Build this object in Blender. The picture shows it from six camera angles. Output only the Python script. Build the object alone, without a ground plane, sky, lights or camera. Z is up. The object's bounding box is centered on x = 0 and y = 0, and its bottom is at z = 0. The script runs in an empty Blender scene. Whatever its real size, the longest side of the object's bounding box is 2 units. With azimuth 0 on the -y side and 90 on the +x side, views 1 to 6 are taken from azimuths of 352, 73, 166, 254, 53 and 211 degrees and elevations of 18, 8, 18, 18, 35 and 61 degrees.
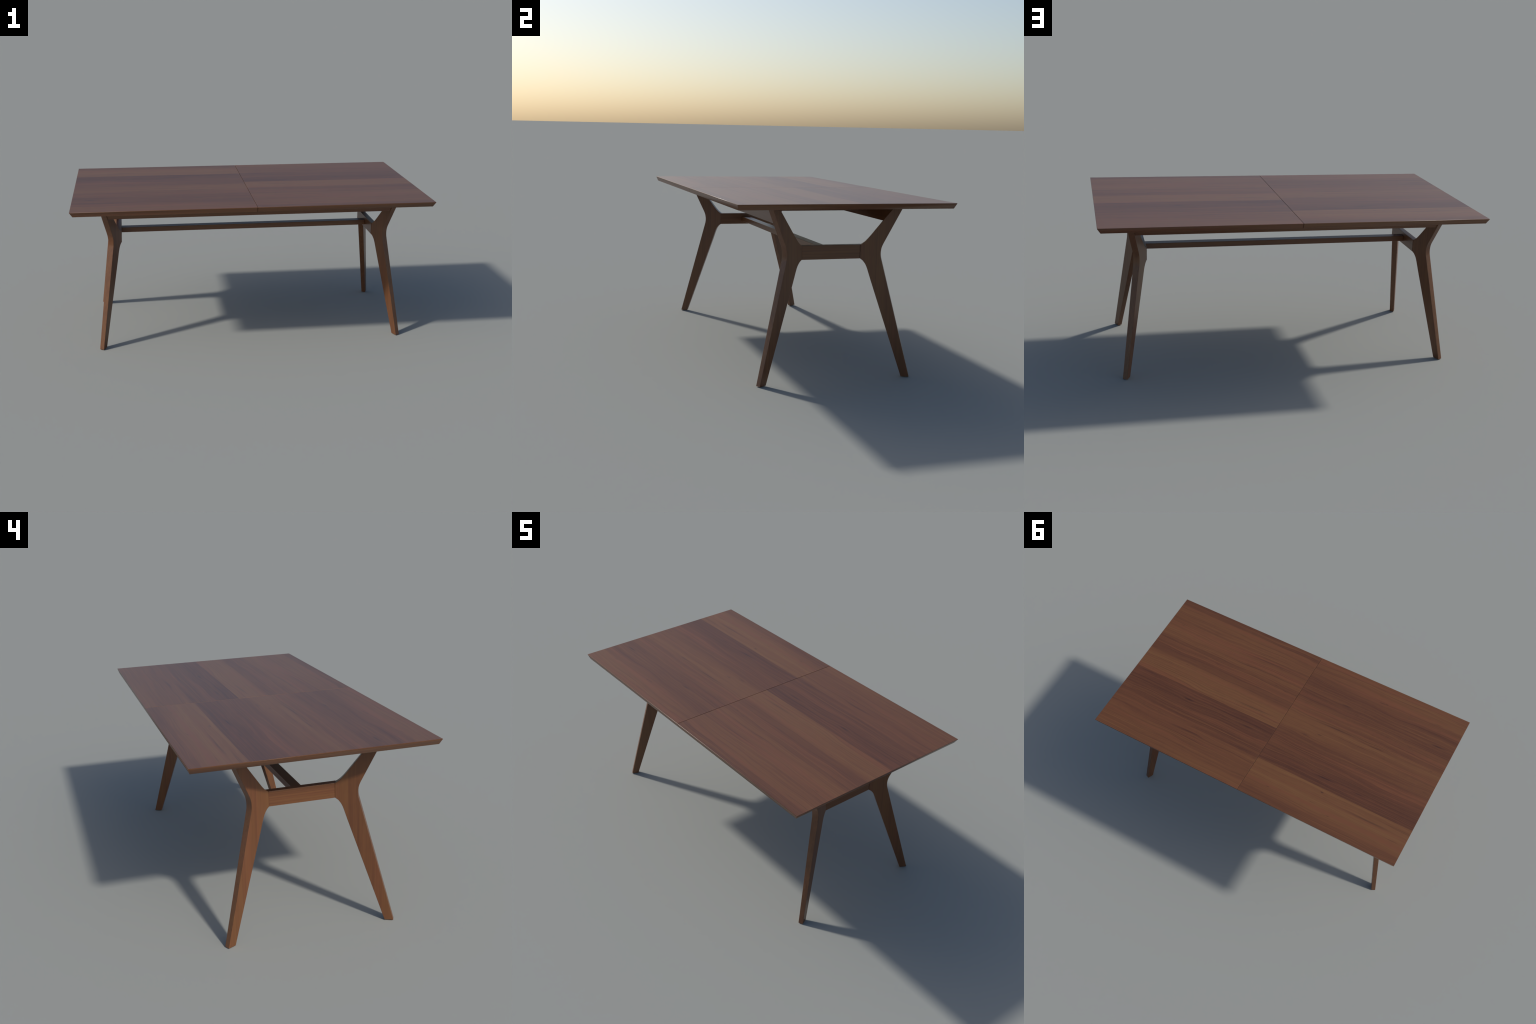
"""Walnut dining table: split veneer top with undercut edges, four splayed
Y-shaped legs, a crossbeam per leg pair, two aprons and one long stretcher."""
import bpy, bmesh, math
from mathutils import Vector, Matrix

# ------------------------------------------------------------------ sizes (m)
TOP_Z, TOP_UNDER = 0.8545, 0.8277          # upper and lower face of the top
HALF_X, HALF_Y = 1.0006, 0.5284               # half length and half width of the top
UNDERCUT_X, UNDERCUT_Y = 0.0172, 0.0090    # how far the edge leans in below
SEAM = 0.0017                              # gap between the two halves
LEG_ANGLE = math.radians(26.4)             # each leg stands turned in plan
JOINT = Vector((0.7685, 0.148, 0.0))       # where leg and crossbeam meet, outside
BEAM_THICK, BEAM_LOW, BEAM_HIGH = 0.0305, 0.5697, 0.6372
LEG_THICK, FOOT_THICK, PROUD = 0.0340, 0.0252, 0.0012
STRETCH_HALF, STRETCH_LOW, STRETCH_HIGH = 0.0230, 0.5875, 0.6168
APRON_OUT, APRON_THICK, APRON_LOW = 0.2985, 0.0200, 0.7472
APRON_LEAN = 0.465                         # aprons lean out with the leg arms
BOARD_X, BOARD_THICK, BOARD_LOW = 0.4900, 0.0300, 0.7742

along = Vector((math.sin(LEG_ANGLE), math.cos(LEG_ANGLE), 0.0))     # outward in the leg's plane
outward = Vector((math.cos(LEG_ANGLE), -math.sin(LEG_ANGLE), 0.0))  # the leg's outer face looks here


# ------------------------------------------------------------------ materials
class Graph:
    """Small helper that adds nodes and links them."""
    def __init__(self, name):
        self.mat = bpy.data.materials.new(name)
        self.mat.use_nodes = True
        self.nt = self.mat.node_tree
        self.nt.nodes.clear()

    def node(self, kind, **inputs):
        n = self.nt.nodes.new(kind)
        for key, value in inputs.items():
            self.plug(n, key, value)
        return n

    def plug(self, n, key, value):
        socket = n.inputs[key] if not isinstance(key, str) or key in n.inputs else n.inputs[int(key[1:])]
        if isinstance(value, bpy.types.NodeSocket):
            self.nt.links.new(value, socket)
        else:
            socket.default_value = value

    def math(self, op, a, b=None, c=None, clamp=False):
        n = self.nt.nodes.new("ShaderNodeMath")
        n.operation, n.use_clamp = op, clamp
        for i, v in enumerate((a, b, c)):
            if v is not None:
                self.plug(n, "i%d" % i, v)
        return n.outputs[0]

    def noise(self, vector, scale, detail=2.0, rough=0.5, distortion=0.0):
        n = self.node("ShaderNodeTexNoise", Vector=vector, Scale=scale, Detail=detail,
                      Roughness=rough, Distortion=distortion)
        return n.outputs["Fac"]

    def stretch(self, vector, scale):
        n = self.nt.nodes.new("ShaderNodeVectorMath")
        n.operation = "MULTIPLY"
        self.plug(n, "i0", vector)
        n.inputs[1].default_value = scale
        return n.outputs[0]

    def span(self, value, lo, hi, to_lo=0.0, to_hi=1.0, smooth=False):
        n = self.nt.nodes.new("ShaderNodeMapRange")
        n.interpolation_type = "SMOOTHSTEP" if smooth else "LINEAR"
        for k, v in (("Value", value), ("From Min", lo), ("From Max", hi), ("To Min", to_lo), ("To Max", to_hi)):
            self.plug(n, k, v)
        return n.outputs[0]

    def blend(self, fac, a, b, mode="MIX"):
        n = self.nt.nodes.new("ShaderNodeMix")
        n.data_type, n.blend_type = "RGBA", mode
        for k, v in ((0, fac), (6, a), (7, b)):
            if isinstance(v, bpy.types.NodeSocket):
                self.nt.links.new(v, n.inputs[k])
            else:
                n.inputs[k].default_value = v if k == 0 else (*v, 1.0)
        return n.outputs[2]

    def ramp(self, fac, stops, interpolation="LINEAR"):
        n = self.nt.nodes.new("ShaderNodeValToRGB")
        self.plug(n, "Fac", fac)
        cr = n.color_ramp
        cr.interpolation = interpolation
        while len(cr.elements) < len(stops):
            cr.elements.new(0.5)
        for e, (p, c) in zip(cr.elements, stops):
            e.position = p
            e.color = (*c, 1.0) if isinstance(c, tuple) else (c, c, c, 1.0)
        return n.outputs["Color"]


DARK = (0.068, 0.0240, 0.0120)
DEEP = (0.109, 0.0405, 0.0180)
MID = (0.150, 0.0602, 0.0237)
PALE = (0.189, 0.0885, 0.0325)
RED = (0.168, 0.0600, 0.0265)


def finish(g, colour, rough=0.33, bump=None):
    bsdf = g.node("ShaderNodeBsdfPrincipled", **{"Base Color": colour, "Roughness": rough, "IOR": 1.5})
    if bump is not None:
        b = g.node("ShaderNodeBump", Strength=0.06, Distance=0.0006, Height=bump)
        g.plug(bsdf, "Normal", b.outputs[0])
    out = g.node("ShaderNodeOutputMaterial")
    g.nt.links.new(bsdf.outputs[0], out.inputs["Surface"])
    return g.mat


def grain_layers(g, v):
    """Streaks that run along the first axis of v: broad, medium and fine."""
    broad = g.noise(g.stretch(v, (0.55, 9.0, 9.0)), 1.0, 3.0, 0.55, 0.25)
    medium = g.noise(g.stretch(v, (1.3, 70.0, 70.0)), 1.0, 4.0, 0.65, 0.30)
    fine = g.noise(g.stretch(v, (4.0, 330.0, 330.0)), 1.0, 3.0, 0.65)
    return broad, medium, fine


def veneer(name, boards, joints, flecks, seed):
    """Top veneer. boards: (y where the board starts, tone 0..1, sharp?);
    flecks: (x, y, half length, half width, depth) of dark flame marks."""
    g = Graph(name)
    pos = g.node("ShaderNodeTexCoord").outputs["Object"]
    xyz = g.node("ShaderNodeSeparateXYZ", Vector=pos)
    x, y = xyz.outputs["X"], xyz.outputs["Y"]
    # slow wander of the grain, stronger round the flecks
    wander = g.math("MULTIPLY", g.math("SUBTRACT", g.noise(g.stretch(pos, (2.6, 9.0, 1.0)), 1.0, 2.0), 0.5), 0.040)
    marks, swirl = None, None
    for fx, fy, fl, fw, depth in flecks:
        dx = g.math("DIVIDE", g.math("SUBTRACT", x, fx), fl)
        bend = g.math("MULTIPLY", g.math("SUBTRACT", x, fx), 0.030)
        dy = g.math("DIVIDE", g.math("SUBTRACT", g.math("SUBTRACT", y, fy), bend), fw)
        r2 = g.math("ADD", g.math("MULTIPLY", dx, dx), g.math("MULTIPLY", dy, dy))
        m = g.math("MULTIPLY", g.math("POWER", 2.718, g.math("MULTIPLY", r2, -1.0)), depth)
        marks = m if marks is None else g.math("MAXIMUM", marks, m)
        wide = g.math("ADD", g.math("MULTIPLY", g.math("MULTIPLY", dx, dx), 0.25), g.math("MULTIPLY", g.math("MULTIPLY", dy, dy), 0.05))
        s = g.math("MULTIPLY", g.math("POWER", 2.718, g.math("MULTIPLY", wide, -1.0)), g.math("MULTIPLY", dy, fw * 0.55 * depth))
        swirl = s if swirl is None else g.math("ADD", swirl, s)
    y2 = g.math("SUBTRACT", g.math("ADD", y, wander), swirl)
    sheet = seed                               # every veneer sheet has a figure of its own
    for joint in joints:
        sheet = g.math("ADD", g.math("GREATER_THAN", y, joint), sheet)
    v = g.node("ShaderNodeCombineXYZ", X=g.math("ADD", x, seed * 3.1), Y=g.math("ADD", y2, seed * 1.7),
               Z=g.math("MULTIPLY", sheet, 3.7)).outputs[0]
    broad, medium, fine = grain_layers(g, v)
    rings = g.noise(g.stretch(v, (0.8, 190.0, 1.0)), 1.0, 2.0, 0.55)

    # tone of each veneer board, read across the width
    across = g.span(y, -HALF_Y, HALF_Y)
    soft = g.math("ADD", across, g.math("MULTIPLY", g.math("SUBTRACT", broad, 0.5), 0.004))
    stops = [((b[0] + HALF_Y) / (2 * HALF_Y), b[1]) for b in boards]
    tone = g.ramp(soft, stops)
    tone = g.node("ShaderNodeSeparateColor", Color=tone).outputs[0]
    t = g.math("ADD", tone, g.math("MULTIPLY", g.math("SUBTRACT", broad, 0.5), 0.48))
    t = g.math("ADD", t, g.math("MULTIPLY", g.math("SUBTRACT", medium, 0.5), 0.75))
    t = g.math("ADD", t, g.math("MULTIPLY", g.math("SUBTRACT", rings, 0.5), 0.60))
    t = g.math("ADD", t, g.math("MULTIPLY", g.math("SUBTRACT", fine, 0.5), 0.32), clamp=True)
    colour = g.ramp(t, [(0.0, DARK), (0.30, DEEP), (0.58, MID), (1.0, PALE)])
    # some streaks lean to red, some to olive
    hue = g.noise(g.stretch(v, (0.7, 22.0, 1.0)), 1.0, 2.0)
    redness = g.math("MULTIPLY", g.span(hue, 0.47, 0.68, 0.0, 0.75, True), g.span(t, 0.10, 0.55, 0.25, 1.0))
    colour = g.blend(redness, colour, RED)
    pores = g.span(g.noise(g.stretch(v, (14.0, 520.0, 1.0)), 1.0, 1.0), 0.60, 0.74, 0.0, 0.22)
    colour = g.blend(pores, colour, DARK)
    # hairline dark growth lines, gathered into groups, and a few long smoky flames
    group = g.span(g.noise(g.stretch(v, (0.7, 11.0, 1.0)), 1.0, 2.0), 0.42, 0.66, 0.15, 1.0, True)
    hair = g.span(g.noise(g.stretch(v, (0.9, 240.0, 1.0)), 1.0, 2.0, 0.6, 0.4), 0.53, 0.70, 0.0, 0.55, True)
    colour = g.blend(g.math("MULTIPLY", hair, group), colour, DARK)
    flame = g.span(g.noise(g.stretch(v, (2.3, 58.0, 1.0)), 1.0, 3.0, 0.55, 0.8), 0.64, 0.78, 0.0, 0.65, True)
    colour = g.blend(flame, colour, DARK)
    speck = g.span(g.noise(g.stretch(v, (9.0, 75.0, 1.0)), 1.0, 2.0, 0.5, 0.5), 0.70, 0.80, 0.0, 0.60, True)
    colour = g.blend(speck, colour, (0.045, 0.0165, 0.0095))
    colour = g.blend(marks, colour, (0.030, 0.0120, 0.0095))
    return finish(g, colour, 0.365, fine)


def solid_wood(name, grain_axis):
    """Solid walnut for the frame, grain along the given local axis."""
    g = Graph(name)
    pos = g.node("ShaderNodeTexCoord").outputs["Object"]
    xyz = g.node("ShaderNodeSeparateXYZ", Vector=pos)
    order = {"X": ("X", "Y", "Z"), "Y": ("Y", "X", "Z"), "Z": ("Z", "X", "Y")}[grain_axis]
    rnd = g.node("ShaderNodeObjectInfo").outputs["Random"]
    v = g.node("ShaderNodeCombineXYZ", X=g.math("MULTIPLY_ADD", rnd, 7.0, xyz.outputs[order[0]]),
               Y=g.math("MULTIPLY_ADD", rnd, 3.0, xyz.outputs[order[1]]), Z=xyz.outputs[order[2]]).outputs[0]
    broad, medium, fine = grain_layers(g, v)
    t = g.math("ADD", 0.59, g.math("MULTIPLY", g.math("SUBTRACT", broad, 0.5), 0.75))
    t = g.math("ADD", t, g.math("MULTIPLY", g.math("SUBTRACT", medium, 0.5), 0.75))
    t = g.math("ADD", t, g.math("MULTIPLY", g.math("SUBTRACT", fine, 0.5), 0.45), clamp=True)
    colour = g.ramp(t, [(0.0, DARK), (0.30, DEEP), (0.58, MID), (1.0, PALE)])
    hue = g.noise(g.stretch(v, (0.7, 22.0, 22.0)), 1.0, 2.0)
    colour = g.blend(g.span(hue, 0.50, 0.68, 0.0, 0.60, True), colour, RED)
    lines = g.span(g.noise(g.stretch(v, (0.7, 170.0, 170.0)), 1.0, 2.0, 0.6, 0.3), 0.50, 0.66, 0.0, 0.62, True)
    colour = g.blend(lines, colour, DEEP)
    return finish(g, colour, 0.33, fine)


# ------------------------------------------------------------------ meshes
def soften(bm, width, segments=2, angle=25.0, pick=None):
    """Round the sharp edges of bm."""
    bm.normal_update()
    edges = [e for e in bm.edges if len(e.link_faces) == 2 and e.calc_face_angle(0.0) > math.radians(angle)
             and (pick is None or pick(e))]
    bmesh.ops.bevel(bm, geom=edges, offset=width, offset_type="OFFSET", segments=segments, profile=0.5,
                    affect="EDGES", clamp_overlap=True)


def to_mesh(bm, name, material):
    bmesh.ops.recalc_face_normals(bm, faces=bm.faces[:])
    me = bpy.data.meshes.new(name)
    bm.to_mesh(me)
    bm.free()
    me.polygons.foreach_set("use_smooth", [True] * len(me.polygons))
    me.set_sharp_from_angle(angle=math.radians(65.0))
    me.materials.append(material)
    return me


def place(name, me, parent, matrix=None):
    ob = bpy.data.objects.new(name, me)
    bpy.context.scene.collection.objects.link(ob)
    ob.parent = parent
    if matrix is not None:
        ob.matrix_local = matrix
    wn = ob.modifiers.new("weighted normals", "WEIGHTED_NORMAL")
    wn.keep_sharp = True
    wn.weight = 100
    return ob


def hexahedron(bottom, top):
    """Solid between two four-cornered rings."""
    bm = bmesh.new()
    lo = [bm.verts.new(p) for p in bottom]
    hi = [bm.verts.new(p) for p in top]
    bm.faces.new(lo[::-1])
    bm.faces.new(hi)
    for i in range(4):
        j = (i + 1) % 4
        bm.faces.new((lo[i], lo[j], hi[j], hi[i]))
    bmesh.ops.recalc_face_normals(bm, faces=bm.faces[:])
    return bm


def top_half(side, material, edging):
    """One half of the top: undercut on three sides, square at the seam."""
    inner, outer = side * SEAM / 2, side * HALF_X
    under = side * (HALF_X - UNDERCUT_X)
    wy, uy = HALF_Y, HALF_Y - UNDERCUT_Y
    bm = hexahedron([(inner, -uy, TOP_UNDER), (under, -uy, TOP_UNDER), (under, uy, TOP_UNDER), (inner, uy, TOP_UNDER)],
                    [(inner, -wy, TOP_Z), (outer, -wy, TOP_Z), (outer, wy, TOP_Z), (inner, wy, TOP_Z)])
    rim = lambda e: min(v.co.z for v in e.verts) > TOP_Z - 1e-4 and max(abs(v.co.x) for v in e.verts) > 0.5
    soften(bm, 0.0030, 4, pick=rim)
    seam = lambda e: all(abs(v.co.x) < 0.01 for v in e.verts) and max(v.co.z for v in e.verts) > TOP_UNDER + 0.001
    soften(bm, 0.0006, 1, angle=60.0, pick=seam)
    soften(bm, 0.0008, 1, angle=40.0, pick=lambda e: max(v.co.z for v in e.verts) < TOP_UNDER + 1e-4)
    # rounding trims the acute rim: bring it back to the full size
    fx = 1.0 / max(abs(v.co.x) for v in bm.verts)
    fy = 0.5278 / max(abs(v.co.y) for v in bm.verts)
    for v in bm.verts:
        if abs(v.co.x) > 0.5:
            v.co.x *= fx
        v.co.y *= fy
    me = to_mesh(bm, "tabletop_panel", material)
    for m in edging:                           # lipping: long sides, then the end
        me.materials.append(m)
    for p in me.polygons:
        if abs(p.normal.z) < 0.93 and abs(p.center.x) > 0.01:
            p.material_index = 2 if abs(p.normal.x) > abs(p.normal.y) else 1
    return me


def lerp_profile(points, z):
    for (s0, z0), (s1, z1) in zip(points, points[1:]):
        if z <= z1:
            return s0 + (s1 - s0) * (z - z0) / (z1 - z0)
    return points[-1][0]


def fillet(before, corner, after, radius, steps=12):
    """Round one corner of a profile with an arc."""
    a, c, b = Vector(before), Vector(corner), Vector(after)
    u, w = (a - c).normalized(), (b - c).normalized()
    half = u.angle(w) / 2
    reach = radius / math.tan(half)
    centre = c + (u + w).normalized() * radius / math.sin(half)
    p, q = c + u * reach - centre, c + w * reach - centre
    turn = p.angle_signed(q)
    return [tuple(centre + Matrix.Rotation(-turn * i / steps, 2) @ p) for i in range(steps + 1)]


# side profile of a leg as (distance out from the joint, height)
LEG_TOP = TOP_UNDER + 0.0018
KNEE = (0.0912, 0.6090)
outer_edge = [(0.2565, 0.0)] + fillet((0.2565, 0.0), KNEE, (0.1998, LEG_TOP), 0.110) + [(0.1998, LEG_TOP)]
inner_edge = ([(0.2175, 0.0), (0.0540, 0.4688), (0.0430, 0.5015), (0.0372, 0.5190), (0.0325, 0.5315), (0.0268, 0.5432),
               (0.0203, 0.5525), (0.0135, 0.5605), (0.0070, 0.5655), (0.0, BEAM_LOW), (0.0, BEAM_HIGH), (0.0055, 0.6398),
               (0.0120, 0.6445), (0.0190, 0.6500), (0.0275, 0.6587), (0.0358, 0.6680), (0.0502, 0.6862), (0.1594, LEG_TOP)])


def leg_mesh(mirror, material):
    """Leg at +x; mirror = 1 for the +y one, -1 for the -y one."""
    heights = sorted({round(z, 5) for _, z in outer_edge + inner_edge} | {0.15, 0.3})
    rows = [heights[0]]
    for z in heights[1:]:
        if z - rows[-1] > 0.0022:
            rows.append(z)
    for key in (BEAM_LOW, BEAM_HIGH, LEG_TOP):
        if all(abs(key - z) > 1e-6 for z in rows):
            rows = [z for z in rows if abs(z - key) > 0.003] + [key]
    rows.sort()
    bm = bmesh.new()
    rings = []
    for z in rows:
        si, so = lerp_profile(inner_edge, z), lerp_profile(outer_edge, z)
        thick = FOOT_THICK + (LEG_THICK - FOOT_THICK) * min(1.0, z / BEAM_LOW)
        ring = []
        for s, off in ((si, PROUD), (so, PROUD), (so, PROUD - thick), (si, PROUD - thick)):
            p = JOINT + along * s + outward * off
            ring.append(bm.verts.new((p.x, p.y * mirror, z)))
        rings.append(ring)
    for a, b in zip(rings, rings[1:]):
        for i in range(4):
            j = (i + 1) % 4
            bm.faces.new((a[i], a[j], b[j], b[i]))
    bm.faces.new(rings[0][::-1])
    bm.faces.new(rings[-1])
    bmesh.ops.recalc_face_normals(bm, faces=bm.faces[:])
    soften(bm, 0.0014, 2, angle=50.0)
    return to_mesh(bm, "leg", material)


def beam_mesh(material):
    gap = 0.0003
    xo, yo = JOINT.x, JOINT.y - gap
    xi, yi = JOINT.x - BEAM_THICK, JOINT.y + BEAM_THICK * math.tan(LEG_ANGLE) - gap
    ring = [(xi, -yi), (xo, -yo), (xo, yo), (xi, yi)]
    bm = hexahedron([(x, y, BEAM_LOW) for x, y in ring], [(x, y, BEAM_HIGH) for x, y in ring])
    soften(bm, 0.0012, 2)
    return to_mesh(bm, "crossbeam", material)


def stretcher_mesh(material):
    x, y = JOINT.x - BEAM_THICK - 0.0004, STRETCH_HALF
    ring = [(-x, -y), (x, -y), (x, y), (-x, y)]
    bm = hexahedron([(*p, STRETCH_LOW) for p in ring], [(*p, STRETCH_HIGH) for p in ring])
    soften(bm, 0.0016, 2)
    return to_mesh(bm, "stretcher", material)


def apron_mesh(material):
    """Rail under the +y side; it leans out like the leg arms and its ends
    are cut to the legs' inner faces."""
    bury = 0.0015
    face = JOINT - outward * LEG_THICK        # a point of the legs' inner face

    def corner(y, z):
        x = face.x + (y - face.y) * math.tan(LEG_ANGLE) + bury
        return x, y, z

    def ring(z):
        out = APRON_OUT + APRON_LEAN * (z - APRON_LOW)
        a, b = corner(out - APRON_THICK, z), corner(out, z)
        return [(-a[0], a[1], z), a, b, (-b[0], b[1], z)]
    bm = hexahedron(ring(APRON_LOW), ring(TOP_UNDER + 0.0015))
    soften(bm, 0.0008, 1)
    return to_mesh(bm, "apron", material)


def board_mesh(material):
    """Cross board under the top, between the aprons."""
    def ring(z):
        y = APRON_OUT - APRON_THICK + APRON_LEAN * (z - APRON_LOW) + 0.001
        xo, xi = BOARD_X, BOARD_X - BOARD_THICK
        return [(xi, -y, z), (xo, -y, z), (xo, y, z), (xi, y, z)]
    bm = hexahedron(ring(BOARD_LOW), ring(TOP_UNDER + 0.0012))
    soften(bm, 0.0010, 1)
    return to_mesh(bm, "cross_board", material)


# ------------------------------------------------------------------ build
table = bpy.data.objects.new("dining_table", None)
bpy.context.scene.collection.objects.link(table)
table["label"] = "rectangular walnut dining table with splayed angular legs"
table["category"] = "dining table"

boards_right = [(-0.528, 0.36), (-0.482, 0.36), (-0.470, 0.62), (-0.330, 0.56), (-0.300, 0.64), (-0.235, 0.60),
                (-0.215, 0.38), (-0.100, 0.42), (-0.075, 0.66), (0.058, 0.71), (0.060, 0.25), (0.180, 0.30),
                (0.290, 0.32), (0.294, 0.52), (0.450, 0.44), (0.480, 0.50)]
boards_left = [(-0.528, 0.52), (-0.420, 0.56), (-0.408, 0.34), (-0.300, 0.42), (-0.250, 0.34), (-0.180, 0.50),
               (-0.140, 0.40), (-0.090, 0.62), (-0.010, 0.58), (0.040, 0.40), (0.150, 0.30), (0.286, 0.24),
               (0.288, 0.70), (0.400, 0.66), (0.460, 0.56), (0.480, 0.42)]
flecks_right = [(0.575, 0.134, 0.030, 0.0045, 0.75), (0.160, 0.134, 0.045, 0.0045, 0.55), (0.180, 0.000, 0.110, 0.0040, 0.45),
                (0.270, -0.338, 0.160, 0.0040, 0.50), (0.460, 0.328, 0.080, 0.0050, 0.40), (0.110, 0.279, 0.090, 0.0060, 0.40),
                (0.900, 0.075, 0.090, 0.0070, 0.45)]
flecks_left = [(-0.410, 0.224, 0.060, 0.0050, 0.80), (-0.900, -0.280, 0.040, 0.0045, 0.80), (-0.300, -0.280, 0.035, 0.0050, 0.60),
               (-0.330, -0.105, 0.110, 0.0045, 0.50), (-0.632, 0.225, 0.045, 0.0045, 0.50), (-0.750, 0.350, 0.120, 0.0055, 0.40),
               (-0.170, 0.015, 0.020, 0.0060, 0.30)]

wood_vertical = solid_wood("walnut_upright", "Z")
wood_long = solid_wood("walnut_lengthwise", "X")
wood_cross = solid_wood("walnut_crosswise", "Y")

edging = (wood_long, wood_cross)
place("tabletop_panel", top_half(1, veneer("walnut_veneer", boards_right, (-0.476, -0.305, 0.059, 0.293), flecks_right, 0.37), edging), table)
place("tabletop_panel", top_half(-1, veneer("walnut_veneer", boards_left, (-0.413, 0.287, 0.474), flecks_left, 1.91), edging), table)

half_turn = Matrix.Rotation(math.pi, 4, "Z")
for hand in (1, -1):
    leg = leg_mesh(hand, wood_vertical)
    place("leg", leg, table)
    place("leg", leg, table, half_turn)

beam = beam_mesh(wood_cross)
board = board_mesh(wood_cross)
apron = apron_mesh(wood_long)
for turn in (Matrix.Identity(4), half_turn):
    place("crossbeam", beam, table, turn)
    place("apron", apron, table, turn)
    place("cross_board", board, table, turn)
place("stretcher", stretcher_mesh(wood_long), table)
